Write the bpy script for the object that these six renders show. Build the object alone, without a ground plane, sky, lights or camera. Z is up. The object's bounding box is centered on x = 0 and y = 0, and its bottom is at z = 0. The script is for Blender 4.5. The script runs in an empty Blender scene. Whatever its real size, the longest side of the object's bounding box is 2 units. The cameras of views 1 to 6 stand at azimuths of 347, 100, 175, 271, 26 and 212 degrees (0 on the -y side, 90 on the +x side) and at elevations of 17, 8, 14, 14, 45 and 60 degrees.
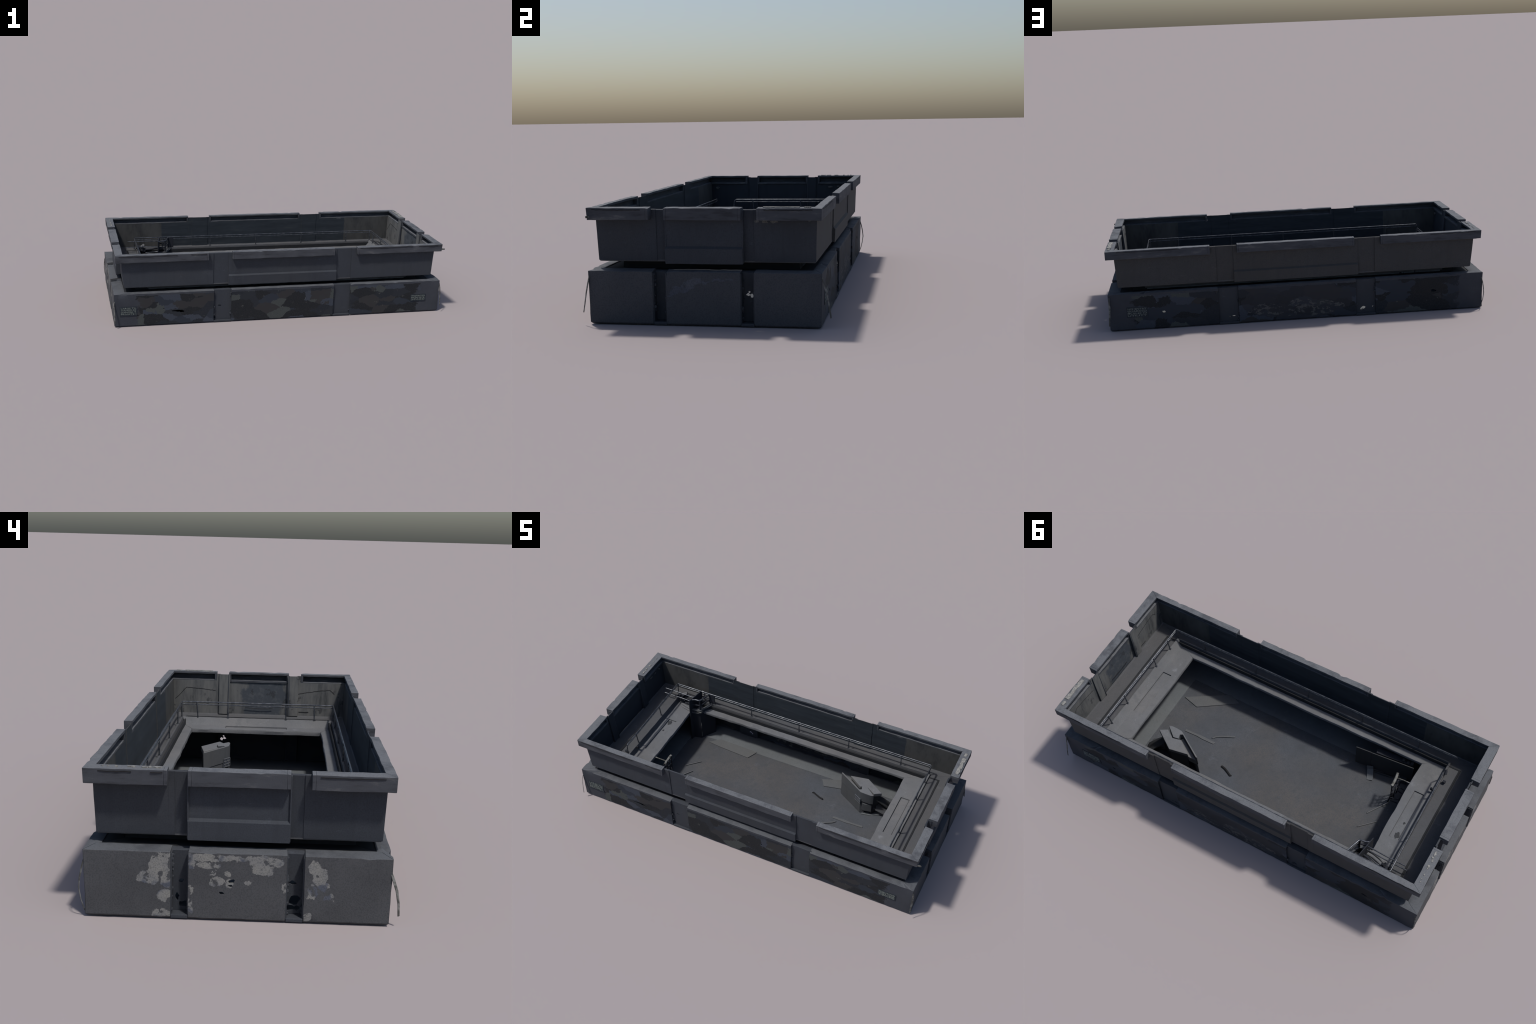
# A ruined two-storey concrete block without a roof: a low hollow base storey, a flared
# tray-like upper storey with a split hollow rim, a railed gallery round an open well,
# and a few pieces of wreckage on the floor of the well.
import bpy, bmesh, math, random
from mathutils import Vector, noise

random.seed(7)
COL = bpy.context.scene.collection

# ------------------------------------------------------------------ materials
class Nodes:
    """Small helper that builds node trees with readable one-line calls."""
    def __init__(self, name):
        self.mat = bpy.data.materials.new(name)
        self.mat.use_nodes = True
        self.t = self.mat.node_tree
        self.bsdf = self.t.nodes['Principled BSDF']
        self.pos = self.t.nodes.new('ShaderNodeTexCoord').outputs['Object']

    def put(self, sock, val):
        if isinstance(val, bpy.types.NodeSocket):
            self.t.links.new(val, sock)
        else:
            sock.default_value = val

    def math(self, op, a, b=0.0, c=0.0, clamp=False):
        n = self.t.nodes.new('ShaderNodeMath')
        n.operation, n.use_clamp = op, clamp
        for s, v in zip(n.inputs, (a, b, c)):
            self.put(s, v)
        return n.outputs[0]

    def vmath(self, op, a, b=(0, 0, 0)):
        n = self.t.nodes.new('ShaderNodeVectorMath')
        n.operation = op
        self.put(n.inputs[0], a)
        self.put(n.inputs[1], b)
        return n.outputs['Value'] if op in ('LENGTH', 'DISTANCE', 'DOT_PRODUCT') else n.outputs[0]

    def noise(self, scale, detail=4, rough=.55, stretch=(1, 1, 1), shift=(0, 0, 0), color=False, vec=None):
        m = self.t.nodes.new('ShaderNodeMapping')
        self.put(m.inputs['Vector'], vec if vec else self.pos)
        m.inputs['Scale'].default_value = stretch
        m.inputs['Location'].default_value = shift
        n = self.t.nodes.new('ShaderNodeTexNoise')
        self.put(n.inputs['Vector'], m.outputs[0])
        n.inputs['Scale'].default_value = scale
        n.inputs['Detail'].default_value = detail
        n.inputs['Roughness'].default_value = rough
        return n.outputs['Color' if color else 'Fac']

    def ramp(self, fac, *stops, const=False):
        n = self.t.nodes.new('ShaderNodeValToRGB')
        self.put(n.inputs[0], fac)
        if const:
            n.color_ramp.interpolation = 'CONSTANT'
        el = n.color_ramp.elements
        while len(el) < len(stops):
            el.new(.5)
        for e, (p, c) in zip(el, stops):
            e.position = p
            e.color = (*c, 1) if isinstance(c, tuple) else (c, c, c, 1)
        return n.outputs[0]

    def mix(self, fac, a, b):
        n = self.t.nodes.new('ShaderNodeMix')
        n.data_type = 'RGBA'
        self.put(n.inputs[0], fac)
        for s, v in ((n.inputs[6], a), (n.inputs[7], b)):
            self.put(s, (*v, 1) if isinstance(v, tuple) else v)
        return n.outputs[2]

    def xyz(self):
        n = self.t.nodes.new('ShaderNodeSeparateXYZ')
        self.put(n.inputs[0], self.pos)
        return n.outputs

    def done(self, color, rough=.8, bump=None, strength=.2, dist=.002, metal=0., spec=.35):
        self.put(self.bsdf.inputs['Base Color'], (*color, 1) if isinstance(color, tuple) else color)
        self.put(self.bsdf.inputs['Roughness'], rough)
        self.bsdf.inputs['Metallic'].default_value = metal
        self.bsdf.inputs['Specular IOR Level'].default_value = spec
        if bump is not None:
            b = self.t.nodes.new('ShaderNodeBump')
            b.inputs['Strength'].default_value = strength
            b.inputs['Distance'].default_value = dist
            self.put(b.inputs['Height'], bump)
            self.t.links.new(b.outputs[0], self.bsdf.inputs['Normal'])
        return self.mat


def tint(c, k):
    return tuple(min(1, v * k) for v in c)


def concrete(name, base, warm=(1.05, 1.0, .94), mottle=.28, stain=.5, grain=.5, dark=.55):
    """Grey cast concrete: cool-to-warm mottling, darker damp stains, fine speckle."""
    n = Nodes(name)
    big = n.noise(5, 5, .6)
    hue = n.noise(3.1, 3, .5, shift=(4, 2, 7))
    col = n.mix(n.ramp(hue, (.38, 0.), (.62, 1.)), tint(base, 1.0),
                tuple(b * w for b, w in zip(base, warm)))
    col = n.mix(n.ramp(big, (.35, mottle), (.65, 0.)), col, tint(base, .62))
    st = n.noise(9, 6, .65, stretch=(1, 1, .45), shift=(1, 9, 3))
    col = n.mix(n.ramp(st, (.60, 0.), (.70, stain)), col, tint(base, dark))
    scuff = n.noise(16, 7, .75, stretch=(1, 1, 3.5), shift=(6, 2, 8))
    col = n.mix(n.ramp(scuff, (.60, 0.), (.72, .6)), col, tint(base, 1.6))
    drip = n.noise(30, 5, .65, stretch=(1, 1, .12), shift=(2, 2, 5))
    col = n.mix(n.ramp(drip, (.52, 0.), (.70, mottle)), col, tint(base, .6))
    sp = n.noise(260, 2, .6)
    col = n.mix(n.ramp(sp, (.35, grain), (.55, 0.)), col, tint(base, .72))
    fine = n.noise(420, 3, .6)
    return n.done(col, .82, fine, .25, .0015)


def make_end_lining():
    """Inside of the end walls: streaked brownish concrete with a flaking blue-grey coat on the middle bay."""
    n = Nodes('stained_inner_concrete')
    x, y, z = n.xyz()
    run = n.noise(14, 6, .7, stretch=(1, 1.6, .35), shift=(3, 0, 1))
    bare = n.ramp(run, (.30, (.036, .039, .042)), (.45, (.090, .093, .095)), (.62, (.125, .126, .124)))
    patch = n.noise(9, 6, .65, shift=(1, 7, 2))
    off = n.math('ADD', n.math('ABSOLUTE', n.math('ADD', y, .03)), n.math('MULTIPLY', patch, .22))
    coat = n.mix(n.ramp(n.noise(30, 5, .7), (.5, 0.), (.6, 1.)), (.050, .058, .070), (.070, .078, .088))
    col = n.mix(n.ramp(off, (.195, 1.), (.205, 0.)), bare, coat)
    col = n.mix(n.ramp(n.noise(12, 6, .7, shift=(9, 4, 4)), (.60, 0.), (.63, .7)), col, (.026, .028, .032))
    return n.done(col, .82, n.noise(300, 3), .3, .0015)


WALL = (.040, .046, .058)
mat_wall = concrete('weathered_concrete', WALL, mottle=.35, stain=.4, grain=.7)
mat_wall_back = concrete('pale_back_concrete', (.056, .057, .060), mottle=.3, stain=.3, grain=.8)
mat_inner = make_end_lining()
mat_dim = concrete('dark_end_lining', (.026, .032, .044), mottle=.4, stain=.6, dark=.5)  # inner -x wall darkened to match its shade; also on shaft tiers
mat_body = concrete('dark_stained_concrete', (.040, .043, .048), mottle=.7, stain=.8, dark=.4)
mat_ledge = concrete('pale_ledge_concrete', (.138, .145, .157), mottle=.45, stain=.45, dark=.6)
mat_floor = concrete('floor_concrete', (.071, .079, .093), warm=(1.18, 1.02, .86), mottle=.45, stain=.35, grain=.75)
mat_walk = concrete('walkway_concrete', (.078, .082, .091), mottle=.3, stain=.3, grain=.7)
mat_band = concrete('pale_floor_band', (.118, .130, .142), mottle=.35, stain=.35)
mat_patch = concrete('patch_grey', (.100, .106, .113), mottle=.15, stain=.2)
mat_front = concrete('grey_counter_face', (.078, .084, .093), mottle=.4, stain=.4)
mat_slab = concrete('broken_slab_concrete', (.142, .149, .160), mottle=.35, stain=.4)
mat_dark = concrete('dark_metal', (.018, .021, .030), mottle=.3, stain=.2)
mat_gap = concrete('shadow_painted_concrete', (.016, .018, .022), mottle=.3, stain=.2)  # near-black colour paints the shadow under the upper storey
mat_black = concrete('dark_gap', (.010, .010, .012), mottle=.2, stain=.1)


def make_rim(name='rim_concrete', pale_top=(.128, .135, .148)):
    """Cast coping: streaked blue-grey faces with paler tops and scattered scuffs."""
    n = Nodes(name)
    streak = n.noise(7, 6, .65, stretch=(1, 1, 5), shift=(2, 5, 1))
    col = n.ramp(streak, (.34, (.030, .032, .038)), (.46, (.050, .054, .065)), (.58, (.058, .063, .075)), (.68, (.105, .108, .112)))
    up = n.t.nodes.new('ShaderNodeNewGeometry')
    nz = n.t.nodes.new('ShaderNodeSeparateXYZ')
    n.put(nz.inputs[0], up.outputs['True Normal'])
    dust = n.math('MULTIPLY', n.math('GREATER_THAN', nz.outputs[2], .8), n.ramp(n.noise(11, 6, .7), (.36, .30), (.52, 1.)))  # upward-facing faces get a paler, mottled colour
    col = n.mix(dust, col, pale_top)
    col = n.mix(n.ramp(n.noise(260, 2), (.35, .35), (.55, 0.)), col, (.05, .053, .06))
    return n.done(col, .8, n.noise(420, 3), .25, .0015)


def make_lining():
    """Inside of the long walls: dark blue-grey lining boards, bare brownish concrete at both ends."""
    n = Nodes('dark_wall_lining')
    x, y, z = n.xyz()
    grainy = n.noise(5, 6, .7, stretch=(1, 1, 7))
    blue = n.ramp(grainy, (.35, (.015, .020, .027)), (.6, (.025, .032, .041)), (.72, (.040, .043, .046)))
    rough = n.noise(8, 6, .7, stretch=(1.5, 1.5, .6), shift=(3, 0, 1))
    bare = n.ramp(rough, (.32, (.024, .026, .029)), (.48, (.048, .049, .049)), (.66, (.060, .061, .061)))
    end = n.math('GREATER_THAN', n.math('ADD', n.math('ABSOLUTE', x), n.math('MULTIPLY', n.noise(20, 4), .012)), .628)
    col = n.mix(end, blue, bare)
    return n.done(col, .8, n.noise(300, 3), .25, .0015)


def make_steel():
    n = Nodes('worn_steel')
    w = n.noise(60, 4, .6)
    return n.done(n.ramp(w, (.4, (.062, .070, .086)), (.65, (.15, .158, .175))), .34, metal=.6)


def make_pale_paint():
    n = Nodes('dirty_pale_strip')
    w = n.noise(45, 4, .6)
    return n.done(n.ramp(w, (.42, (.06, .06, .055)), (.58, (.17, .172, .165))), .7)


def make_text(name, c):
    n = Nodes(name)
    w = n.noise(130, 3, .6)
    return n.done(n.ramp(w, (.35, tint(c, .55)), (.6, c)), .7)


def make_camo():
    """Lower long walls: flaking patches of several old coats, clean concrete at the ends."""
    n = Nodes('patched_lower_concrete')
    warp = n.noise(9, 5, .65, color=True)
    wv = n.t.nodes.new('ShaderNodeVectorMath')
    wv.operation = 'MULTIPLY_ADD'
    n.put(wv.inputs[0], warp)
    wv.inputs[1].default_value = (.12, .12, .08)
    n.put(wv.inputs[2], n.pos)
    m = n.t.nodes.new('ShaderNodeMapping')
    n.put(m.inputs[0], wv.outputs[0])
    m.inputs['Scale'].default_value = (9.5, 9.5, 20)
    v = n.t.nodes.new('ShaderNodeTexVoronoi')
    n.put(v.inputs['Vector'], m.outputs[0])
    v.inputs['Scale'].default_value = 1.0
    sep = n.t.nodes.new('ShaderNodeSeparateColor')
    n.put(sep.inputs[0], v.outputs['Color'])
    coat = n.ramp(sep.outputs[0], (0, (.010, .012, .015)), (.22, (.040, .049, .068)),
                  (.34, (.017, .021, .028)), (.50, (.054, .062, .061)), (.60, (.013, .017, .024)),
                  (.74, (.029, .029, .031)), (.87, (.022, .029, .042)), const=True)
    flake = n.noise(22, 6, .7, stretch=(1, 1, 1.6), shift=(3, 3, 0))
    coat = n.mix(n.ramp(flake, (.67, 0.), (.68, .8)), coat, (.078, .080, .078))
    x, y, z = n.xyz()
    back = n.math('GREATER_THAN', y, 0.)

    def spot(cx, cz, rx, rz):   # soft-edged place on the back wall, broken up by the warp
        d = n.vmath('MULTIPLY', n.vmath('SUBTRACT', wv.outputs[0], (cx + .06, 0, cz + .04)), (1 / rx, 0, 1 / rz))
        return n.math('MULTIPLY', back, n.math('LESS_THAN', n.vmath('LENGTH', d), 1.0))
    coat = n.mix(n.math('MULTIPLY', spot(.0, .105, .30, .10), .7), coat, (.026, .028, .035))
    chips = n.ramp(n.noise(34, 6, .7, stretch=(.8, 1, 1.5)), (.535, 0.), (.545, 1.))
    coat = n.mix(n.math('MULTIPLY', chips, spot(.01, .062, .25, .042)), coat, (.076, .077, .078))
    coat = n.mix(spot(-.69, .125, .095, .040), coat, (.012, .013, .015))
    edge = n.math('ADD', n.math('ABSOLUTE', x), n.math('MULTIPLY', n.noise(11, 6, .7), .22))
    clean = n.ramp(edge, (.955, 0.), (.965, 1.))
    base = n.mix(n.ramp(n.noise(6, 5), (.35, 0.), (.65, 1.)), (.033, .038, .050), (.046, .051, .063))
    # the outermost rim of the slab keeps its own plain concrete
    lip = n.math('GREATER_THAN', n.math('ADD', z, n.math('MULTIPLY', n.noise(30, 4), .012)), .190)
    col = n.mix(n.math('MAXIMUM', clean, lip), coat, base)
    col = n.mix(n.ramp(n.noise(260, 2), (.35, .45), (.55, 0.)), col, (.030, .031, .035))
    return n.done(col, .82, n.noise(420, 3), .25, .0015)


def make_peeling(blobs, sign, pale=((.080, .090, .115), (.185, .188, .188), (.215, .215, .205)), base=((.058, .060, .065), (.074, .077, .083))):
    """End wall of the base: pale old plaster left in irregular flakes at given places."""
    n = Nodes('peeling_end_concrete')
    warp = n.noise(21, 8, .66, color=True)
    wv = n.t.nodes.new('ShaderNodeVectorMath')
    wv.operation = 'MULTIPLY_ADD'
    n.put(wv.inputs[0], warp)
    wv.inputs[1].default_value = (0, .055, .055)
    n.put(wv.inputs[2], n.vmath('ADD', n.pos, (0, -.0275, -.0275)))
    mask = None
    for (y, z, ry, rz) in blobs:
        d = n.vmath('MULTIPLY', n.vmath('SUBTRACT', wv.outputs[0], (0, y, z)), (0, 1 / ry, 1 / rz))
        b = n.math('LESS_THAN', n.vmath('LENGTH', d), 1.0)
        mask = b if mask is None else n.math('MAXIMUM', mask, b)
    x, y, z = n.xyz()
    mask = n.math('MULTIPLY', mask, n.math('LESS_THAN', n.math('MULTIPLY', x, -sign), -.97))
    bite = n.ramp(n.noise(34, 6, .7, shift=(5, 1, 2)), (.575, 1.), (.58, 0.))
    mask = n.math('MULTIPLY', mask, bite)
    base = n.mix(n.ramp(n.noise(6, 5), (.35, 0.), (.65, 1.)), *base)
    old = n.ramp(n.noise(17, 3, .5, shift=(8, 8, 8)), (.40, pale[0]), (.47, pale[1]), (.62, pale[2]))
    col = n.mix(mask, base, old)
    col = n.mix(n.ramp(n.noise(260, 2), (.35, .4), (.55, 0.)), col, tint(WALL, .6))
    return n.done(col, .82, n.noise(420, 3), .25, .0015)


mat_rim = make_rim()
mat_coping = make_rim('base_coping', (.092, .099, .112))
mat_lining = make_lining()
mat_steel = make_steel()
mat_strip = make_pale_paint()
mat_text = make_text('faded_lettering', (.20, .23, .215))
mat_sign = make_text('sign_ground', (.020, .028, .038))
mat_chalk = make_text('flaked_white_paint', (.27, .265, .25))
mat_flake = make_text('faded_paint_flake', (.105, .107, .105))
mat_glass = make_text('blue_grille', (.050, .062, .085))
mat_camo = make_camo()
mat_peel = make_peeling([
    (.222, .160, .022, .030), (.245, .122, .028, .022), (.200, .182, .022, .008), (.195, .150, .010, .035),
    (.196, .112, .016, .015), (.203, .012, .022, .010), (.20, .07, .02, .02),
    (.095, .182, .055, .010), (.02, .182, .07, .007), (-.085, .172, .050, .020), (-.075, .152, .026, .020),
    (.123, .160, .014, .014), (.085, .160, .018, .010), (.055, .162, .009, .006), (.056, .140, .009, .011),
    (.020, .136, .012, .008), (.052, .112, .018, .012), (.018, .108, .014, .014), (-.035, .110, .008, .007),
    (.130, .085, .008, .014), (.132, .050, .008, .014), (-.134, .100, .008, .014), (.128, .025, .010, .010),
    (-.215, .165, .018, .022), (-.235, .140, .018, .026), (-.215, .095, .012, .025), (-.245, .110, .016, .014),
    (-.26, .078, .016, .008), (-.200, .075, .010, .008), (-.20, .018, .010, .014)], -1)
mat_scuffed = make_peeling([(-.128, .108, .012, .008), (-.108, .119, .020, .010), (-.085, .132, .025, .014), (-.060, .146, .026, .015),
                            (-.030, .160, .040, .010), (.040, .165, .040, .0035), (.088, .168, .020, .003)], 1,
                           ((.060, .068, .088), (.066, .075, .096), (.075, .082, .10)), ((.050, .054, .063), (.058, .062, .071)))

# ------------------------------------------------------------------ geometry helpers
def link(name, me, mat, parent=None):
    ob = bpy.data.objects.new(name, me)
    COL.objects.link(ob)
    if mat:
        me.materials.append(mat)
    ob.parent = parent
    return ob


def finish(bm, name, mat, parent, bevel=.0015, angle=35, rough=.0, freq=25, second=None, chip=None):
    """Turns a bmesh into an object; second = (material, test) gives the faces that pass the test another material."""
    if rough:
        for v in bm.verts:
            p = v.co.copy()
            v.co += noise.noise_vector(p * freq) * rough + noise.noise_vector(p * freq * 4.3) * rough * .5
    if chip:   # chip = (height above which the edge is knocked off, depth, seed)
        for v in bm.verts:
            p = v.co.copy()
            k = max(0, noise.noise(Vector((p.x * 31, p.y * 31, chip[2]))) - .33) * chip[1]
            if p.z > chip[0] and (abs(p.x) > .972 or abs(p.y) > .418):
                v.co += Vector((-math.copysign(k, p.x) if abs(p.x) > .972 else 0, -math.copysign(k, p.y) if abs(p.y) > .418 else 0, -k))
    bmesh.ops.recalc_face_normals(bm, faces=bm.faces)
    if second:
        for f in bm.faces:
            if second[1](f):
                f.material_index = 1
    me = bpy.data.meshes.new(name)
    bm.to_mesh(me)
    bm.free()
    me.shade_smooth()
    me.set_sharp_from_angle(angle=math.radians(angle))
    ob = link(name, me, mat, parent)
    if second:
        me.materials.append(second[0])
    if bevel:
        b = ob.modifiers.new('bevel', 'BEVEL')
        b.width, b.segments, b.limit_method, b.angle_limit = bevel, 2, 'ANGLE', math.radians(40)
        b.harden_normals = False
    return ob


YC = -.004   # the block sits a little off the centre of its bounding box


def side_point(side, d, s, z):
    return {'+x': (d, s + YC, z), '-x': (-d, s + YC, z), '+y': (s, d + YC, z), '-y': (s, -d + YC, z)}[side]


def ring(bm, side, prof, s):
    """One cross-section of a side; s is a distance along the side, or 'lo'/'hi' for a mitred corner."""
    vs = []
    for dx, dy, z in prof:
        d, o = (dx, dy) if side[1] == 'x' else (dy, dx)
        along = -o if s == 'lo' else o if s == 'hi' else s
        vs.append(bm.verts.new(side_point(side, d, along, z)))
    return vs


def split(prof, step=.03):
    """Adds points along the long edges of a closed profile so that it can be roughened."""
    out = []
    for a, b in zip(prof, prof[1:] + prof[:1]):
        n = max(1, int(math.dist(a, b) / step))
        out += [tuple(a[k] + (b[k] - a[k]) * i / n for k in range(3)) for i in range(n)]
    return out


def loft(bm, side, stations, step=.04):
    """stations: list of (s, profile); closed profiles of equal length joined along the side."""
    half = {'lo': -1e9, 'hi': 1e9}
    rings = []
    for (s0, p0), (s1, p1) in zip(stations, stations[1:]):
        a = p0[0][1 if side[1] == 'x' else 0]
        x0 = -a if s0 == 'lo' else a if s0 == 'hi' else s0
        x1 = -a if s1 == 'lo' else a if s1 == 'hi' else s1
        if not rings:
            rings.append(ring(bm, side, p0, s0))
        n = max(1, int(abs(x1 - x0) / step)) if p0 is p1 else 1
        for i in range(1, n):
            r0, r1 = [], []
            t = i / n
            vs = []
            for k, (dx, dy, z) in enumerate(p0):
                d, o = (dx, dy) if side[1] == 'x' else (dy, dx)
                e0 = -o if s0 == 'lo' else o if s0 == 'hi' else s0
                e1 = -o if s1 == 'lo' else o if s1 == 'hi' else s1
                vs.append(bm.verts.new(side_point(side, d, e0 + (e1 - e0) * t, z)))
            rings.append(vs)
        rings.append(ring(bm, side, p1, s1))
    for a, b in zip(rings, rings[1:]):
        for i in range(len(a)):
            j = (i + 1) % len(a)
            bm.faces.new((a[i], a[j], b[j], b[i]))
    bm.faces.new(rings[0])
    bm.faces.new(list(reversed(rings[-1])))


def box_bm(bm, lo, hi):
    r = bmesh.ops.create_cube(bm, size=1)
    for v in r['verts']:
        v.co = Vector([lo[i] + (hi[i] - lo[i]) * (v.co[i] + .5) for i in range(3)])
    return r['verts']


def box(name, lo, hi, mat, parent, bevel=.001, rough=0):
    bm = bmesh.new()
    box_bm(bm, lo, hi)
    return finish(bm, name, mat, parent, bevel, rough=rough)


def prism_bm(bm, poly, z0, z1, top=None):
    """Upright prism over a plan polygon; top gives other plan points for its upper end."""
    a = [bm.verts.new((x, y, z0)) for x, y in poly]
    b = [bm.verts.new((x, y, z1)) for x, y in (top or poly)]
    n = len(a)
    for i in range(n):
        bm.faces.new((a[i], a[(i + 1) % n], b[(i + 1) % n], b[i]))
    bm.faces.new(list(reversed(a)))
    bm.faces.new(b)


def tube_bm(bm, pts, r, sides=8, flat=1.0):
    """Round or flattened bar along a polyline."""
    pts = [Vector(p) for p in pts]
    rings = []
    for i, p in enumerate(pts):
        t = (pts[min(i + 1, len(pts) - 1)] - pts[max(i - 1, 0)]).normalized()
        u = t.cross(Vector((0, 0, 1)))
        u = u.normalized() if u.length > .05 else Vector((1, 0, 0))
        w = t.cross(u).normalized()
        rings.append([bm.verts.new(p + u * math.cos(a) * r + w * math.sin(a) * r * flat)
                      for a in (2 * math.pi * k / sides for k in range(sides))])
    for a, b in zip(rings, rings[1:]):
        for k in range(sides):
            bm.faces.new((a[k], a[(k + 1) % sides], b[(k + 1) % sides], b[k]))
    bm.faces.new(list(reversed(rings[0])))
    bm.faces.new(rings[-1])


def tube(name, pts, r, mat, parent, flat=1.0, sides=8):
    bm = bmesh.new()
    tube_bm(bm, pts, r, sides, flat)
    return finish(bm, name, mat, parent, 0, angle=50)


def ribbon(name, pts, widths, normal, thick, mat, parent):
    """Thin bent strip: rectangular section swept along points, flat side facing normal."""
    bm = bmesh.new()
    pts = [Vector(p) for p in pts]
    nrm = Vector(normal).normalized()
    rings = []
    for i, (p, w) in enumerate(zip(pts, widths)):
        t = (pts[min(i + 1, len(pts) - 1)] - pts[max(i - 1, 0)]).normalized()
        u = t.cross(nrm).normalized()
        q = u.cross(t).normalized()
        rings.append([bm.verts.new(p + u * sx * w / 2 + q * sy * thick / 2)
                      for sx, sy in ((-1, -1), (1, -1), (1, 1), (-1, 1))])
    for a, b in zip(rings, rings[1:]):
        for k in range(4):
            bm.faces.new((a[k], a[(k + 1) % 4], b[(k + 1) % 4], b[k]))
    bm.faces.new(list(reversed(rings[0])))
    bm.faces.new(rings[-1])
    return finish(bm, name, mat, parent, 0)


def jagged(cu, cv, ru, rv, n=9, seed=0):
    rnd = random.Random(seed)
    return [(cu + ru * math.cos(a) * rnd.uniform(.55, 1.15), cv + rv * math.sin(a) * rnd.uniform(.55, 1.15))
            for a in (2 * math.pi * k / n for k in range(n))]


def punch(ob, side, holes, depth):
    """Cuts ragged holes (s, z, half width, half height) right through a wall piece."""
    ob.modifiers.clear()
    for i, (s, z, rs, rz) in enumerate(holes):
        if side[1] == 'x':
            s -= YC
        bm = bmesh.new()
        poly = jagged(s, z, rs, rz, seed=int(abs(s) * 1000) + i)
        a = [bm.verts.new(side_point(side, depth[0], u, v)) for u, v in poly]
        b = [bm.verts.new(side_point(side, depth[1], u, v)) for u, v in poly]
        for k in range(len(a)):
            j = (k + 1) % len(a)
            bm.faces.new((a[k], a[j], b[j], b[k]))
        bm.faces.new(list(reversed(a)))
        bm.faces.new(b)
        bmesh.ops.recalc_face_normals(bm, faces=bm.faces)
        me = bpy.data.meshes.new('cutter')
        bm.to_mesh(me)
        bm.free()
        cut = link('cutter', me, None)
        mod = ob.modifiers.new('cut', 'BOOLEAN')
        mod.object, mod.operation, mod.solver = cut, 'DIFFERENCE', 'EXACT'
        bpy.context.view_layer.update()
        new = bpy.data.meshes.new_from_object(ob.evaluated_get(bpy.context.evaluated_depsgraph_get()))
        ob.modifiers.clear()
        old, ob.data = ob.data, new
        if len(new.vertices) < .5 * len(old.vertices):   # a failed cut leaves the wall whole
            ob.data = old
        bpy.data.objects.remove(cut)
    ob.data.shade_smooth()
    ob.data.set_sharp_from_angle(angle=math.radians(35))


def sink(ob, lo, hi, side):
    """Cuts a rectangular recess into an end ledge."""
    m = 1 if side == '+x' else -1
    a, b = sorted((m * lo[0], m * hi[0]))
    bm = bmesh.new()
    box_bm(bm, (a, lo[1], lo[2]), (b, hi[1], hi[2]))
    me = bpy.data.meshes.new('cutter')
    bm.to_mesh(me)
    bm.free()
    cut = link('cutter', me, None)
    ob.modifiers.clear()
    mod = ob.modifiers.new('cut', 'BOOLEAN')
    mod.object, mod.operation, mod.solver = cut, 'DIFFERENCE', 'EXACT'
    bpy.context.view_layer.update()
    new = bpy.data.meshes.new_from_object(ob.evaluated_get(bpy.context.evaluated_depsgraph_get()))
    ob.modifiers.clear()
    if len(new.vertices) > .6 * len(ob.data.vertices):
        ob.data = new
    bpy.data.objects.remove(cut)
    ob.data.shade_smooth()
    ob.data.set_sharp_from_angle(angle=math.radians(35))


SIDES = ('+x', '-x', '+y', '-y')
building = bpy.data.objects.new('ruined_concrete_block', None)
COL.objects.link(building)
building['label'] = 'ruined two storey concrete block, open on top with railed gallery'
building['category'] = 'ruined building'

# ------------------------------------------------------------------ base storey
# plan offsets are given as (distance on the x sides, distance on the y sides, height)
low_prof = split([(.976, .418, .000), (.982, .425, .006), (.982, .426, .100), (.983, .428, .196),
                  (.935, .402, .1995), (.919, .388, .1955), (.919, .388, .188), (.935, .400, .188),
                  (.972, .419, .186), (.974, .420, .004)], .03)
low_thin_x = split([(.945, .42, .012), (.945, .42, .190), (.938, .42, .194), (.922, .42, .194), (.922, .42, .186),
                    (.936, .42, .184), (.936, .42, .012)], .03)
low_thin_y = split([(.98, .415, .008), (.98, .416, .195), (.98, .400, .1985), (.98, .388, .1955),
                    (.98, .388, .188), (.98, .406, .184), (.98, .406, .008)], .03)

HOLES = {  # ragged breaks through the base walls
    ('-y', 'corner', -1): [(-.625, .082, .034, .008), (-.600, .076, .018, .007), (-.707, .100, .006, .003), (-.858, .066, .010, .003)],
    ('-y', 'strip', -1): [(-.380, .100, .011, .004), (-.409, .028, .010, .012)],
    ('-y', 'centre', 0): [(.139, .121, .005, .005)],
    ('+y', 'corner', 1): [(.700, .089, .013, .007)],
    ('+y', 'corner', -1): [(-.725, .111, .018, .009)],
    ('+y', 'strip', -1): [(-.352, .038, .016, .010), (-.338, .030, .008, .008), (-.400, .042, .004, .004)],
    ('+y', 'strip', 1): [(.338, .038, .012, .004), (.358, .036, .006, .003)],
    ('-x', 'centre', 0): [(.011, .116, .009, .008), (.039, .081, .008, .006), (.014, .102, .007, .004)],
    ('-x', 'strip', -1): [(-.165, .052, .018, .018), (-.150, .028, .018, .011), (-.172, .030, .010, .010), (-.158, .105, .014, .007)],
    ('-x', 'strip', 1): [(.150, .030, .016, .012), (.166, .052, .006, .012), (.155, .100, .008, .006)],
    ('+x', 'strip', 1): [(.153, .110, .010, .007), (.166, .106, .008, .008), (.157, .120, .006, .005)],
}
def settle(bm):
    """The left end of the base leans outward a little."""
    for v in bm.verts:
        if v.co.x < -.90:
            v.co.x -= .0075


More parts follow.
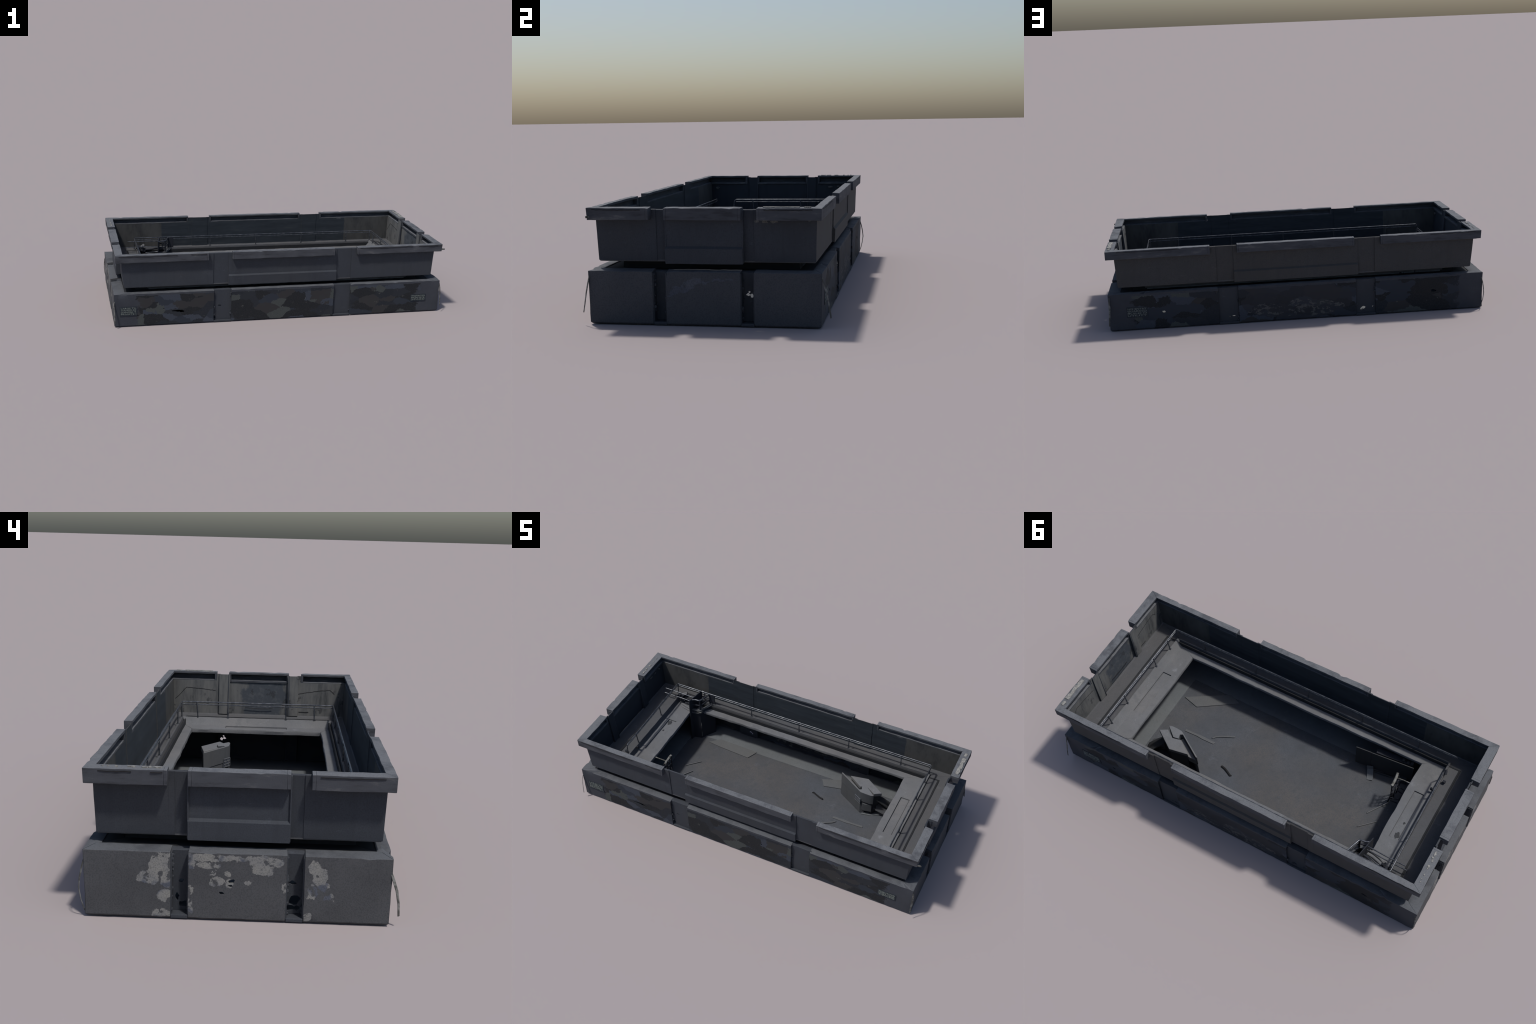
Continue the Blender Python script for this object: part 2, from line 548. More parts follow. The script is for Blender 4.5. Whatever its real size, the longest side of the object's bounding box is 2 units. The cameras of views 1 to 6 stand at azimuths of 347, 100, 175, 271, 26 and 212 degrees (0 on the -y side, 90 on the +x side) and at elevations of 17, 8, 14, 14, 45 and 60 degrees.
base = link('base_storey', bpy.data.meshes.new('base_storey'), None, building)
for side in SIDES:
    ax = side[1]
    lim_c, lim_o = (.136, .186) if ax == 'x' else (.310, .415)
    mat = mat_camo if ax == 'y' else mat_peel if side == '-x' else mat_scuffed
    for kind, sg, st in (('corner', -1, [('lo', low_prof), (-lim_o, low_prof)]),
                         ('corner', 1, [(lim_o, low_prof), ('hi', low_prof)]),
                         ('centre', 0, [(-lim_c, low_prof), (lim_c, low_prof)])):
        bm = bmesh.new()
        loft(bm, side, st, .02)
        settle(bm)
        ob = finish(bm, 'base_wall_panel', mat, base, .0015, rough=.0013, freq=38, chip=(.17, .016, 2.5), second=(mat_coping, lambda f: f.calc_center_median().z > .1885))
        if (side, kind, sg) in HOLES:
            punch(ob, side, HOLES[side, kind, sg], (.5, 1.1) if ax == 'x' else (.2, .6))
    for sg in (-1, 1):
        a, b = sorted((sg * (lim_c + .0005), sg * (lim_o - .0005)))
        bm = bmesh.new()
        p = low_thin_x if ax == 'x' else low_thin_y
        over = .007 if ax == 'y' else .002   # runs on a little behind the neighbouring panels
        loft(bm, side, [(a - over, p), (b + over, p)], .012)
        settle(bm)
        ob = finish(bm, 'base_wall_pilaster', mat_wall, base, .001, rough=.0016, freq=60)
        if (side, 'strip', sg) in HOLES:
            punch(ob, side, HOLES[side, 'strip', sg], (.5, 1.1) if ax == 'x' else (.2, .6))
        if ax == 'x':   # cheeks that close the sides of the deep recess
            for s in (a, b):
                p = [side_point(side, .932, s - .003, .006), side_point(side, .979 if side == '+x' else .985, s + .003, .190)]
                box('recess_cheek', [min(q) for q in zip(*p)], [max(q) for q in zip(*p)], mat_wall, base, .001, rough=.0006)
        d0, d1, o = (.930, .981 if side == '+x' else .988, 0) if ax == 'x' else (.400, .425, 0)
        p = [side_point(side, d0, a, 0), side_point(side, d1, b, .011)]
        box('pilaster_plinth', [min(q) for q in zip(*p)], [max(q) for q in zip(*p)], mat_wall, base, .002)
        # crumbled edge pieces in the recess
        rnd = random.Random(hash((side == '+x', side == '-x', side == '+y', sg)) & 255)
        bm = bmesh.new()
        for k in range(22 if ax == 'x' else 8):
            s = rnd.choice((a + .003, b - .003)) + rnd.uniform(-.002, .002)
            z = rnd.uniform(.015, .185)
            d = rnd.uniform(.946, .976) if ax == 'x' else rnd.uniform(.412, .424)
            r = bmesh.ops.create_icosphere(bm, subdivisions=1, radius=rnd.uniform(.003, .0065))
            off = Vector(side_point(side, d, s, z))
            for v in r['verts']:
                v.co = Vector((v.co.x * rnd.uniform(.7, 1.2), v.co.y * rnd.uniform(.7, 1.2), v.co.z * rnd.uniform(.8, 1.6))) + off
        ob = finish(bm, 'crumbled_edge', mat_wall, base, 0)
        ob['kind'] = 'stuff'

bm = bmesh.new()
r = bmesh.ops.create_grid(bm, x_segments=60, y_segments=26, size=1)
for v in bm.verts:
    v.co = Vector((v.co.x * .960, v.co.y * .412, .006 + .0012 * noise.noise(v.co * 6)))
ext = bmesh.ops.extrude_face_region(bm, geom=bm.faces[:])
for v in [g for g in ext['geom'] if isinstance(g, bmesh.types.BMVert)]:
    v.co.z = .0
finish(bm, 'floor_slab', mat_floor, base, 0)
band = [(.935, .405, .005), (.935, .405, .0100), (.676, .285, .0092), (.675, .284, .005)]
for side in SIDES:
    bm = bmesh.new()
    loft(bm, side, [('lo', band), ('hi', band)], .05)
    finish(bm, 'floor_kerb', mat_band, base, 0, rough=.0004)

# ------------------------------------------------------------------ upper storey walls
def quad_prof(corners, n=6):
    """Splits each of the edges of a profile into n, so profiles with equal corners match up."""
    out = []
    for a, b in zip(corners, corners[1:] + corners[:1]):
        out += [tuple(a[k] + (b[k] - a[k]) * i / n for k in range(3)) for i in range(n)]
    return out


low_q = quad_prof([(.930, .402, .228), (.938, .4065, .385), (.934, .401, .386), (.927, .397, .228)])
tall_q = quad_prof([(.930, .402, .228), (.940, .408, .415), (.935, .401, .418), (.927, .397, .228)])
strip_x = quad_prof([(.9285, .4, .230), (.9365, .4, .414), (.929, .4, .417), (.918, .4, .230)])
strip_y = quad_prof([(.9, .3985, .229), (.9, .4045, .415), (.9, .399, .418), (.9, .3945, .229)])
cen_lo = quad_prof([(.957, .410, .221), (.959, .4125, .276), (.951, .4045, .284), (.953, .4065, .381), (.939, .401, .385), (.934, .397, .224)])
cen_hi = quad_prof([(.957, .410, .221), (.959, .4125, .276), (.951, .4045, .284), (.955, .408, .415), (.935, .401, .418), (.934, .397, .224)])
cheek_x = quad_prof([(.9555, .4, .224), (.951, .4, .414), (.929, .4, .4175), (.915, .4, .229)])
# hollow split rim: an angle-shaped cap with a dark channel behind it
rim_c = split([(.979, .427, .381), (.981, .428, .4245), (.936, .398, .4255), (.935, .397, .416),
               (.968, .417, .415), (.968, .417, .390), (.935, .402, .390), (.9345, .4013, .3795), (.940, .408, .3800)], .03)
rim_solid = split([(.979, .427, .381), (.981, .428, .4245), (.936, .398, .4255),
                   (.9345, .4013, .3795), (.940, .408, .3800)], .03)

def lean(bm):
    """The left end wall flares outward more than the others."""
    for v in bm.verts:
        if v.co.x < -.90:
            v.co.x -= .007 * (v.co.z - .225) / .15


def inward(side):
    """Faces of a wall piece that look into the storey."""
    n = Vector(side_point(side, 1, 0, 0)) - Vector(side_point(side, 0, 0, 0))
    return lambda f: f.normal.dot(n) < -.7


upper = link('upper_storey', bpy.data.meshes.new('upper_storey'), None, building)
for side in SIDES:
    ax = side[1]
    lip_c, pil_i, pil_o, lip_o = (.140, .142, .180, .197) if ax == 'x' else (.306, .326, .416, .446)
    for sg in (-1, 1):
        bm = bmesh.new()
        e = 'hi' if sg > 0 else 'lo'
        loft(bm, side, [(e, low_q), (sg * lip_o, low_q), (sg * lip_o, tall_q), (sg * pil_o, tall_q)], .04)
        lean(bm)
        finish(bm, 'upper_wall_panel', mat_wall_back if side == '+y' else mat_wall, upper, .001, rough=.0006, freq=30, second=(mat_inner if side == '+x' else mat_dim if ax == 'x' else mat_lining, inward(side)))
        bm = bmesh.new()
        p = strip_x if ax == 'x' else strip_y
        loft(bm, side, [(sg * (pil_o + .006), p), (sg * (pil_i - .006), p)], .02)
        lean(bm)
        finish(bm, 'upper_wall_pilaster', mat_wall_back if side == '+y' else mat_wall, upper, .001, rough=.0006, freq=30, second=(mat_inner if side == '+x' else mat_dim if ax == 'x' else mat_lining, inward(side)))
        if ax == 'x':   # ribs that close the sides of the projecting middle bay
            bm = bmesh.new()
            loft(bm, side, [(sg * (pil_i - .0025), cheek_x), (sg * (pil_i + .002), cheek_x)], .02)
            lean(bm)
            finish(bm, 'upper_wall_rib', mat_wall, upper, .001, rough=.0006, freq=30)
        for solid in (False, True):
            bm = bmesh.new()
            if solid:
                loft(bm, side, [(sg * lip_o, rim_solid), (sg * (lip_o + .010), rim_solid)], .05)
            else:
                loft(bm, side, [(sg * (lip_o + .010), rim_c), (e, rim_c)], .014)
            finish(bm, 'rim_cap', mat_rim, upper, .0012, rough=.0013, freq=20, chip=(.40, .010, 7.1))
    bm = bmesh.new()
    st = [(-pil_i, cen_hi), (-lip_c, cen_hi), (-lip_c, cen_lo), (lip_c, cen_lo), (lip_c, cen_hi), (pil_i, cen_hi)]
    loft(bm, side, st, .04)
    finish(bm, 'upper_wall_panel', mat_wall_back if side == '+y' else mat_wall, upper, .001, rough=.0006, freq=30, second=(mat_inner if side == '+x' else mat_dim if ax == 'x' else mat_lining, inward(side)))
    bm = bmesh.new()
    loft(bm, side, [(-lip_c + .010, rim_c), (lip_c - .010, rim_c)], .014)
    for sg in (-1, 1):
        loft(bm, side, [(sg * (lip_c - .010), rim_solid), (sg * lip_c, rim_solid)], .05)
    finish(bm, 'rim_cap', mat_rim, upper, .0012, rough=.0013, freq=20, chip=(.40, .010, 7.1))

# ------------------------------------------------------------------ gallery round the well
walk = split([(.9285, .3995, .2325), (.922, .393, .2262), (.792, .346, .2265), (.792, .346, .2225), (.9285, .3990, .2245)], .04)
curb = split([(.7965, .3500, .2235), (.7955, .3490, .2362), (.786, .340, .2365), (.781, .3365, .2120), (.777, .334, .203), (.792, .346, .200)], .02)
curb_far = split([(.7965, .3500, .2235), (.7955, .3490, .2362), (.786, .340, .2365), (.766, .328, .2120), (.757, .322, .205), (.792, .346, .200)], .02)
well = split([(.7835, .3385, .2060), (.668, .288, .2075), (.666, .286, .204), (.667, .287, .190), (.7835, .3385, .192)], .03)
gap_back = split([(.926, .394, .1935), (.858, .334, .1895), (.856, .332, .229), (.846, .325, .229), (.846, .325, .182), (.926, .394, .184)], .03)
gallery = link('gallery', bpy.data.meshes.new('gallery'), None, building)
for side in SIDES:
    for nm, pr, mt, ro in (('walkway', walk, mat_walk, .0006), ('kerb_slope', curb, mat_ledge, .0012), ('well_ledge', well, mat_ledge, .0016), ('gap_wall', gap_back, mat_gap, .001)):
        bm = bmesh.new()
        if nm == 'kerb_slope' and side == '+x':
            pr = curb_far
        loft(bm, side, [('lo', pr), ('hi', pr)], .025)
        if nm == 'well_ledge':   # the broken inner edge wavers
            for v in bm.verts:
                if abs(v.co.x) < .70 and abs(v.co.y) < .30:
                    p = v.co.copy()
                    k = .004 if side != '-x' else .010
                    d = Vector((1 if '+' in side else -1, 0, 0)) if side[1] == 'x' else Vector((0, 1 if '+' in side else -1, 0))
                    v.co += d * k * (noise.noise(Vector((p.x * 7, p.y * 7, 3.3))) + .35)
        if nm == 'kerb_slope' and side != '+x':
            mt = mat_walk
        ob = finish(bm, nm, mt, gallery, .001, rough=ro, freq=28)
        if nm == 'well_ledge' and side[1] == 'x':
            sink(ob, (.704, -.1405, .1985), (.7545, .1375, .23), side)

# inspection hatches let into the two end ledges, with dark joints
for sx in (-1, 1):
    x0, x1 = sorted((sx * .705, sx * .752))
    bm = bmesh.new()
    box_bm(bm, (x0 + .002, -.138, .1970), (x1 - .001, .135, .2012))
    bmesh.ops.subdivide_edges(bm, edges=bm.edges, cuts=8, use_grid_fill=True)
    finish(bm, 'hatch_cover', mat_ledge, gallery, .0008, rough=.0008, freq=40)
bm = bmesh.new()   # a rotted bite and two stains in the left hatch
prism_bm(bm, jagged(-.735, .115, .014, .020, 12, 3), .2000, .2022)
prism_bm(bm, jagged(-.738, .040, .006, .008, 8, 5), .2000, .2022)
finish(bm, 'hatch_damage', mat_body, gallery, 0)
# dark slits where the kerb has split from the ledge on the long sides
for sy in (-1, 1):
    for xa, xb in ((-.24, .02), (.06, .24)) if sy > 0 else ((-.10, .24), (.30, .40)):
        bm = bmesh.new()
        n = 16
        pts = [(xa + (xb - xa) * i / n, sy * (.3335 + .0012 * noise.noise(Vector((i * .6, sy, xa)))) + YC, .2068) for i in range(n + 1)]
        tube_bm(bm, pts, .0013, 6, .7)
        finish(bm, 'split_joint', mat_black, gallery, 0)

# ------------------------------------------------------------------ railing
railing = link('railing', bpy.data.meshes.new('railing'), None, building)
TOP, MID, FOOT = .3055, .2935, .236


def corner(p, q, r, k=.02, n=5):
    """Rounded bend at q between p and r."""
    p, q, r = Vector(p), Vector(q), Vector(r)
    a, b = q + (p - q).normalized() * k, q + (r - q).normalized() * k
    return [tuple((1 - t) ** 2 * a + 2 * t * (1 - t) * q + t * t * b) for t in (i / n for i in range(n + 1))]


X, Y = .797, .3455
for z, r in ((TOP, .0030), (MID, .0023)):
    S, N = -Y + YC, Y + YC
    path = [(-.812, S, z)] + corner((0, S, z), (X, S, z), (X, 0, z), .012) + corner((X, 0, z), (X, N, z), (0, N, z), .012) \
        + corner((0, N, z), (-.805, N, z), (-.8, 0, z), .008)
    tube('handrail', path + ([(-.795, -.235, z), (-.794, -.243, z - .003), (-.792, -.248, z - .012), (-.788, -.254, .240)] if z == TOP else [(-.795, -.24, z)]), r, mat_steel, railing)
tube('handrail', [(-.812, S, TOP), (-.818, S, TOP - .006), (-.812, S, MID)], .0024, mat_steel, railing)
posts = [(x, sy * Y + YC) for sy in (-1, 1) for x in (-.622, -.309, -.002, .308, .622, .79)] + \
        [(X, y) for y in (-.265, -.135, .130, .268)] + [(-.799, -.140), (-.801, .118), (-.804, .340)]
post_mesh = None
for x, y in posts:
    if post_mesh is None:
        bm = bmesh.new()
        tube_bm(bm, [(0, 0, 0), (0, 0, TOP - FOOT)], .0031, 8)
        box_bm(bm, (-.005, -.005, -.001), (.005, .005, .0022))
        bmesh.ops.recalc_face_normals(bm, faces=bm.faces)
        post_mesh = bpy.data.meshes.new('railing_post')
        bm.to_mesh(post_mesh)
        bm.free()
        post_mesh.materials.append(mat_steel)
    ob = bpy.data.objects.new('railing_post', post_mesh)
    COL.objects.link(ob)
    ob.parent = railing
    inx = -.008 if abs(x) > .75 and abs(y) < .3 else 0
    ob.location = (x + math.copysign(1, x) * inx, y, FOOT)
    ob.rotation_euler = (random.uniform(-.02, .02), math.copysign(1, x) * (.10 if inx else 0) + random.uniform(-.02, .02), random.uniform(0, 1))

# flat bar torn from the end railing and a bracket lying beside it
ribbon('loose_bar', [(-.792, -.300, .239), (-.800, -.285, .248), (-.803, -.268, .250)], [.010, .009, .008], (0, 0, 1), .003, mat_dark, railing)
box('loose_bracket', (-.820, -.240, .237), (-.804, -.226, .246), mat_dark, railing, .002)
box('loose_bracket', (-.784, -.178, .226), (-.768, -.168, .240), mat_dark, railing, .002)

# ------------------------------------------------------------------ hoist shaft and cage in the corner
shaft = link('hoist_shaft', bpy.data.meshes.new('hoist_shaft'), None, building)
bm = bmesh.new()
prism_bm(bm, [(-.666, .229), (-.661, .229), (-.641, .345), (-.646, .345)], .006, .308)
finish(bm, 'shaft_plate', mat_dark, shaft, .0008)
bm = bmesh.new()
prism_bm(bm, [(-.661, .249), (-.613, .262), (-.613, .266), (-.661, .254)], .006, .205)
prism_bm(bm, [(-.613, .262), (-.560, .345), (-.564, .348), (-.617, .266)], .006, .200)
finish(bm, 'shaft_plate', mat_dark, shaft, .0008)
for z, r in ((.3015, .0046), (.262, .0042), (.226, .0048)):
    tube('cage_ring', [(-.660, .252, z - .001), (-.640, .262, z)] + corner((-.64, .262, z), (-.612, .265, z), (-.588, .338, z), .010)
         + [(-.586, .344, z), (-.640, .345, z + .001)], r, mat_steel if z > .28 else mat_dark, shaft)
tube('cage_post', [(-.6135, .266, .302), (-.613, .267, .26), (-.614, .266, .222)], .0052, mat_dark, shaft)
tube('cage_post', [(-.587, .340, .302), (-.587, .340, .222)], .0052, mat_dark, shaft)
# stacked tiers where the cage stands on the shaft
for k, (z, g) in enumerate(((.226, .004), (.214, .000), (.203, .003), (.191, -.002), (.180, -.004))):
    bm = bmesh.new()
    prism_bm(bm, [(-.663, .248 - g), (-.613 + g, .259 - g), (-.574 + g, .330), (-.584, .338), (-.617, .272), (-.660, .258)], z, z + .005)
    finish(bm, 'shaft_tier', mat_dim if k % 2 else mat_front, shaft, .0008, rough=.0012, freq=70)
box('cage_foot', (-.634, .252, .216), (-.600, .272, .222), mat_strip, shaft, .002)
bm = bmesh.new()
for k, z in enumerate((.205, .192, .182, .172)):   # bent rungs below the cage
    tube_bm(bm, [(-.652, .256 + .002 * k, z + .006), (-.628, .260, z), (-.612, .268, z + .004), (-.603, .285, z + .008)], .0022, 6)
finish(bm, 'shaft_rung', mat_strip, shaft, 0, angle=50)
ribbon('torn_strip', [(-.6175, .268, .150), (-.612, .264, .115), (-.616, .266, .075), (-.612, .263, .020)], [.010, .006, .010, .007], (0, -1, 0), .002, mat_strip, shaft)
box('cage_panel', (-.585, .338, .238), (-.552, .342, .303), mat_dark, shaft, .001)
for z, x0, x1 in ((.300, -.852, -.655), (.262, -.862, -.655)):
    tube('guide_bar', [(x0, .281, z), (-.75, .2805, z), (x1, .276, z)], .0030, mat_steel, shaft)
tube('guide_bar', [(-.862, .281, .262), (-.866, .282, .248), (-.862, .283, .238)], .0022, mat_steel, shaft)
tube('pipe', [(-.648, .300, .246), (-.675, .303, .244), (-.700, .312, .236), (-.735, .322, .232)], .0055, mat_dark, shaft)
tube('pipe', [(-.650, .285, .226), (-.690, .292, .222), (-.735, .300, .216)], .0035, mat_steel, shaft)
bm = bmesh.new()   # heap of scrap by the corner post
rnd = random.Random(11)
for k in range(16):
    c = Vector((rnd.uniform(-.80, -.745), rnd.uniform(.288, .340), rnd.uniform(.226, .256)))
    s = Vector((rnd.uniform(.004, .013), rnd.uniform(.003, .010), rnd.uniform(.003, .012)))
    vs = box_bm(bm, -s, s)
    bmesh.ops.rotate(bm, verts=vs, cent=(0, 0, 0), matrix=__import__('mathutils').Euler((rnd.uniform(-.6, .6), rnd.uniform(-.6, .6), rnd.uniform(0, 3))).to_matrix())
    for v in vs:
        v.co += c
ob = finish(bm, 'scrap_heap', mat_dark, shaft, .0008)
ob['kind'] = 'stuff'
ribbon('scrap_sheet', [(-.786, .300, .238), (-.765, .318, .252), (-.742, .337, .262)], [.014, .016, .012], (.3, -.5, .8), .002, mat_ledge, shaft)
bm = bmesh.new()
tube_bm(bm, [(-.745, .272, .2105), (-.72, .262, .2125), (-.69, .255, .2125), (-.655, .250, .2105)], .006, 8, .5)
tube_bm(bm, [(-.755, .292, .2105), (-.72, .280, .2125), (-.69, .272, .2125), (-.655, .268, .2105)], .007, 8, .5)
finish(bm, 'mortar_heap', mat_ledge, shaft, 0, angle=60)
ribbon('kerb_plank', [(-.565, .333, .222), (-.50, .331, .2195), (-.43, .329, .214)], [.018, .018, .016], (0, -.6, .8), .004, mat_body, shaft)

# ------------------------------------------------------------------ torn strips at the base corners
strips = [([(.982, -.428, .178), (.986, -.433, .15), (.987, -.440, .115), (.986, -.447, .075), (.986, -.453, .042)], [.006, .010, .009, .007, .005], (.6, -.8, 0)),
          ([(.976, .424, .180), (.977, .431, .155), (.976, .440, .125), (.979, .448, .085), (.982, .455, .038)], [.004, .009, .010, .008, .007], (.4, .8, 0)),
          ([(-.984, -.426, .165), (-.992, -.434, .14), (-.990, -.446, .105), (-.989, -.453, .065), (-.988, -.455, .030)], [.004, .008, .008, .007, .006], (-.8, -.5, 0)),
          ([(-.983, .422, .172), (-.990, .428, .145), (-.993, .434, .115), (-.994, .437, .085), (-.991, .432, .050), (-.982, .423, .012)], [.003, .006, .006, .005, .004, .003], (-.6, .8, 0))]
for pts, w, nrm in strips:
    ribbon('torn_edge_strip', pts, w, nrm, .002, mat_strip, base)
bm = bmesh.new()
prism_bm(bm, [(.977, -.430), (.978, -.419), (.990, -.421), (1.0, -.427), (.990, -.430)], .389, .397)
finish(bm, 'rim_splinter', mat_strip, upper, .001)
bm = bmesh.new()
for y0, y1, x0, x1, sd in ((.215, .345, .955, .973, 4), (.360, .385, .955, .97, 6)):   # flaked paint on the rim
    n = 14
    rnd = random.Random(sd)
    left = [(x0 + rnd.uniform(-.003, .003), y0 + (y1 - y0) * i / n) for i in range(n + 1)]
    right = [(x1 + rnd.uniform(-.006, .003), y0 + (y1 - y0) * i / n) for i in range(n, -1, -1)]
    prism_bm(bm, left + right, .420, .4282)
for k, (y, ry, rx) in enumerate(((.222, .013, .005), (.243, .005, .006), (.256, .009, .004), (.289, .008, .006), (.301, .004, .003), (.335, .005, .004), (.358, .003, .002), (.372, .004, .002))):
    prism_bm(bm, jagged(-.956 - .006 * noise.noise(Vector((k * 1.7, 0, 0))), y, rx, ry, 11, k + 3), .420, .4282)
finish(bm, 'rim_paint_flake', mat_chalk, upper, 0)

# flaked paint under the end copings, cracks in the end lining and along the coping
def at_height(z0, d0, z1, d1, z):
    return d0 + (d1 - d0) * (z - z0) / (z1 - z0)


for side, spots in (('+x', [(.185, .373, .010, .005), (.215, .372, .014, .006), (.250, .373, .013, .006), (.375, .377, .008, .003)]),
                    ('-x', [(.352, .366, .005, .006), (.305, .366, .010, .004), (.262, .364, .012, .006), (-.372, .360, .012, .009)])):
    bm = bmesh.new()
    for i, (y, z, ry, rz) in enumerate(spots):
        d = at_height(.228, .930, .381, .938, z)
        poly = jagged(y - YC, z, ry, rz, 10, i + 20)
        a = [bm.verts.new(side_point(side, d - .004, u, v)) for u, v in poly]
        b = [bm.verts.new(side_point(side, d + .0012, u, v)) for u, v in poly]
        for k in range(len(a)):
            bm.faces.new((a[k], a[(k + 1) % len(a)], b[(k + 1) % len(a)], b[k]))
        bm.faces.new(list(reversed(a)))
        bm.faces.new(b)
    finish(bm, 'wall_paint_flake', mat_flake, upper, 0)


def crack(pts, r, parent, side='+x', z0=.228, d0=.927, z1=.382, d1=.934, seed=1):
    """Dark ragged line lying in the face of a sloping wall; pts are (along, height)."""
    bm = bmesh.new()
    out = []
    for (a, za), (b, zb) in zip(pts, pts[1:]):
        n = max(2, int(abs(b - a) / .008))
        for i in range(n):
            t = i / n
            s, z = a + (b - a) * t, za + (zb - za) * t + .0018 * noise.noise(Vector((i * .9, a * 30, seed)))
            out.append(side_point(side, at_height(z0, d0, z1, d1, z), s - (YC if side[1] == 'x' else 0), z))
    tube_bm(bm, out, r, 5)
    ob = finish(bm, 'crack', mat_black, parent, 0)
    ob['kind'] = 'stuff'


crack([(.389, .296), (.372, .310), (.335, .351), (.262, .346), (.190, .338)], .0013, upper)
crack([(-.184, .333), (-.292, .351), (-.340, .355), (-.369, .327)], .0014, upper)
crack([(-.195, .249), (-.250, .248)], .0018, upper)
crack([(.06, .262), (-.02, .258), (-.08, .262)], .0012, upper, seed=4)
for side, runs in (('-y', ((-.96, -.62), (-.55, -.45), (.46, .80), (.83, .96))), ('+y', ((-.95, -.70), (.60, .93))),
                   ('-x', ((.29, .39), (.205, .25), (-.40, -.215))), ('+x', ((-.41, -.22), (.22, .40)))):
    for a, b in runs:
        e = .9815 if side[1] == 'x' else .4285
        crack([(a, .4185), ((a + b) / 2, .4170), (b, .4185)], .0013, upper, side, 0, e, 1, e, seed=a)

# ------------------------------------------------------------------ stencilled notices
def notice(lines, side, s0, s1, z0, z1):
    d = .4272 - YC if side == '-y' else .4272 + YC
    mid, w = (s0 + s1) / 2, s1 - s0
    sgn = -1 if side == '-y' else 1
    n = len(lines)
    lo, hi = (s0 - .006, min(sgn * (d - .004), sgn * (d + .0008)), z0 - .005), (s1 + .006, max(sgn * (d - .004), sgn * (d + .0008)), z1 + .004)
    sign = box('notice_board', lo, hi, mat_sign, base, 0)
    for i, t in enumerate(lines):
        cu = bpy.data.curves.new('notice_text', 'FONT')
        cu.body, cu.size, cu.extrude, cu.align_x = t, (z1 - z0) / n * 1.0, .0006, 'LEFT'
        tmp = bpy.data.objects.new('tmp', cu)
        COL.objects.link(tmp)
        bpy.context.view_layer.update()
        me = bpy.data.meshes.new_from_object(tmp.evaluated_get(bpy.context.evaluated_depsgraph_get()))
        bpy.data.objects.remove(tmp)
        me.name = 'notice_text'
        xs = [v.co.x for v in me.vertices]
        k = w / (max(xs) - min(xs))
        x_min = min(xs)
        for v in me.vertices:
            a, h = (v.co.x - x_min) * k - w / 2, v.co.y
            zz = z1 - (i + .82) * (z1 - z0) / n + h
            out = d + .0012 + v.co.z
            v.co = Vector((mid + a, -out, zz)) if side == '-y' else Vector((mid - a, out, zz))
        link('notice_text', me, mat_text, sign)


notice(['LARGE TH', 'WARNED OF', 'DANGER T', 'PRIVATE I'], '-y', -.952, -.866, .070, .117)
notice(['PROHIBITED', 'POLICE', 'ZONED'], '-y', .806, .892, .075, .109)
notice(['NO ENTRY', 'GUARDED', 'BUILD D', 'UTILITY'], '+y', .790, .887, .073, .120)

# ------------------------------------------------------------------ things lying in the well
FL = .0068


def thing(name, label, cat):
    ob = bpy.data.objects.new(name, None)
    COL.objects.link(ob)
    ob['label'], ob['category'] = label, cat
    return ob


counter = thing('broken_counter', 'broken pale concrete counter, two slabs set at a bend', 'concrete rubble')
bm = bmesh.new()
planA = [(.330, .203), (.333, .197), (.482, .106), (.511, .104), (.543, .104), (.559, .111), (.502, .158), (.472, .153), (.480, .130), (.467, .122), (.338, .203)]
prism_bm(bm, planA, .104, .174)
finish(bm, 'counter_front', mat_front, counter, .002, rough=.0008, freq=60, second=(mat_slab, lambda f: f.calc_center_median().z > .172))
bm = bmesh.new()
prism_bm(bm, [(.331, .205), (.333, .199), (.484, .108), (.510, .112), (.500, .135), (.465, .124), (.338, .206)], FL, .104)
prism_bm(bm, [(.495, .107), (.512, .104), (.552, .113), (.530, .140), (.497, .140)], .036, .091)
finish(bm, 'counter_front', mat_front, counter, .002, rough=.0008, freq=60)
bm = bmesh.new()
planB = [(.384, .206), (.462, .151), (.470, .154), (.505, .161), (.552, .130), (.591, .153), (.484, .225)]
prism_bm(bm, planB, .146, .168)
finish(bm, 'counter_top', mat_slab, counter, .002, rough=.0006, freq=50)
bm = bmesh.new()
prism_bm(bm, [(.388, .205), (.465, .153), (.50, .155), (.545, .118), (.572, .160), (.482, .220)], FL, .1465, [(.388, .205), (.465, .153), (.50, .160), (.549, .133), (.583, .155), (.483, .2225)])
finish(bm, 'counter_body', mat_body, counter, .002, rough=.0008)
bm = bmesh.new()
prism_bm(bm, [(.337, .204), (.466, .124), (.478, .15), (.462, .150), (.384, .205)], .10, .142)
finish(bm, 'counter_trough', mat_slab, counter, .002)
bm = bmesh.new()
prism_bm(bm, [(.497, .100), (.556, .112), (.622, .155), (.60, .18), (.50, .14)], .0055, .0105)
finish(bm, 'counter_footing', mat_band, counter, .001, rough=.001)
ribbon('counter_plate', [(.556, .162, .112), (.598, .182, .074), (.650, .205, .018)], [.050, .056, .062], (.5, .2, .8), .006, mat_body, counter)
ribbon('counter_plate', [(.57, .135, .060), (.612, .150, .036), (.655, .165, .014)], [.036, .045, .05], (.4, -.1, .9), .005, mat_walk, counter)
tube('counter_prop', [(.545, .150, .105), (.585, .165, .070), (.632, .184, .020)], .010, mat_body, counter, .5, 4)
tube('counter_prop', [(.54, .128, .060), (.585, .140, .040), (.615, .150, .015)], .008, mat_body, counter, .6, 4)
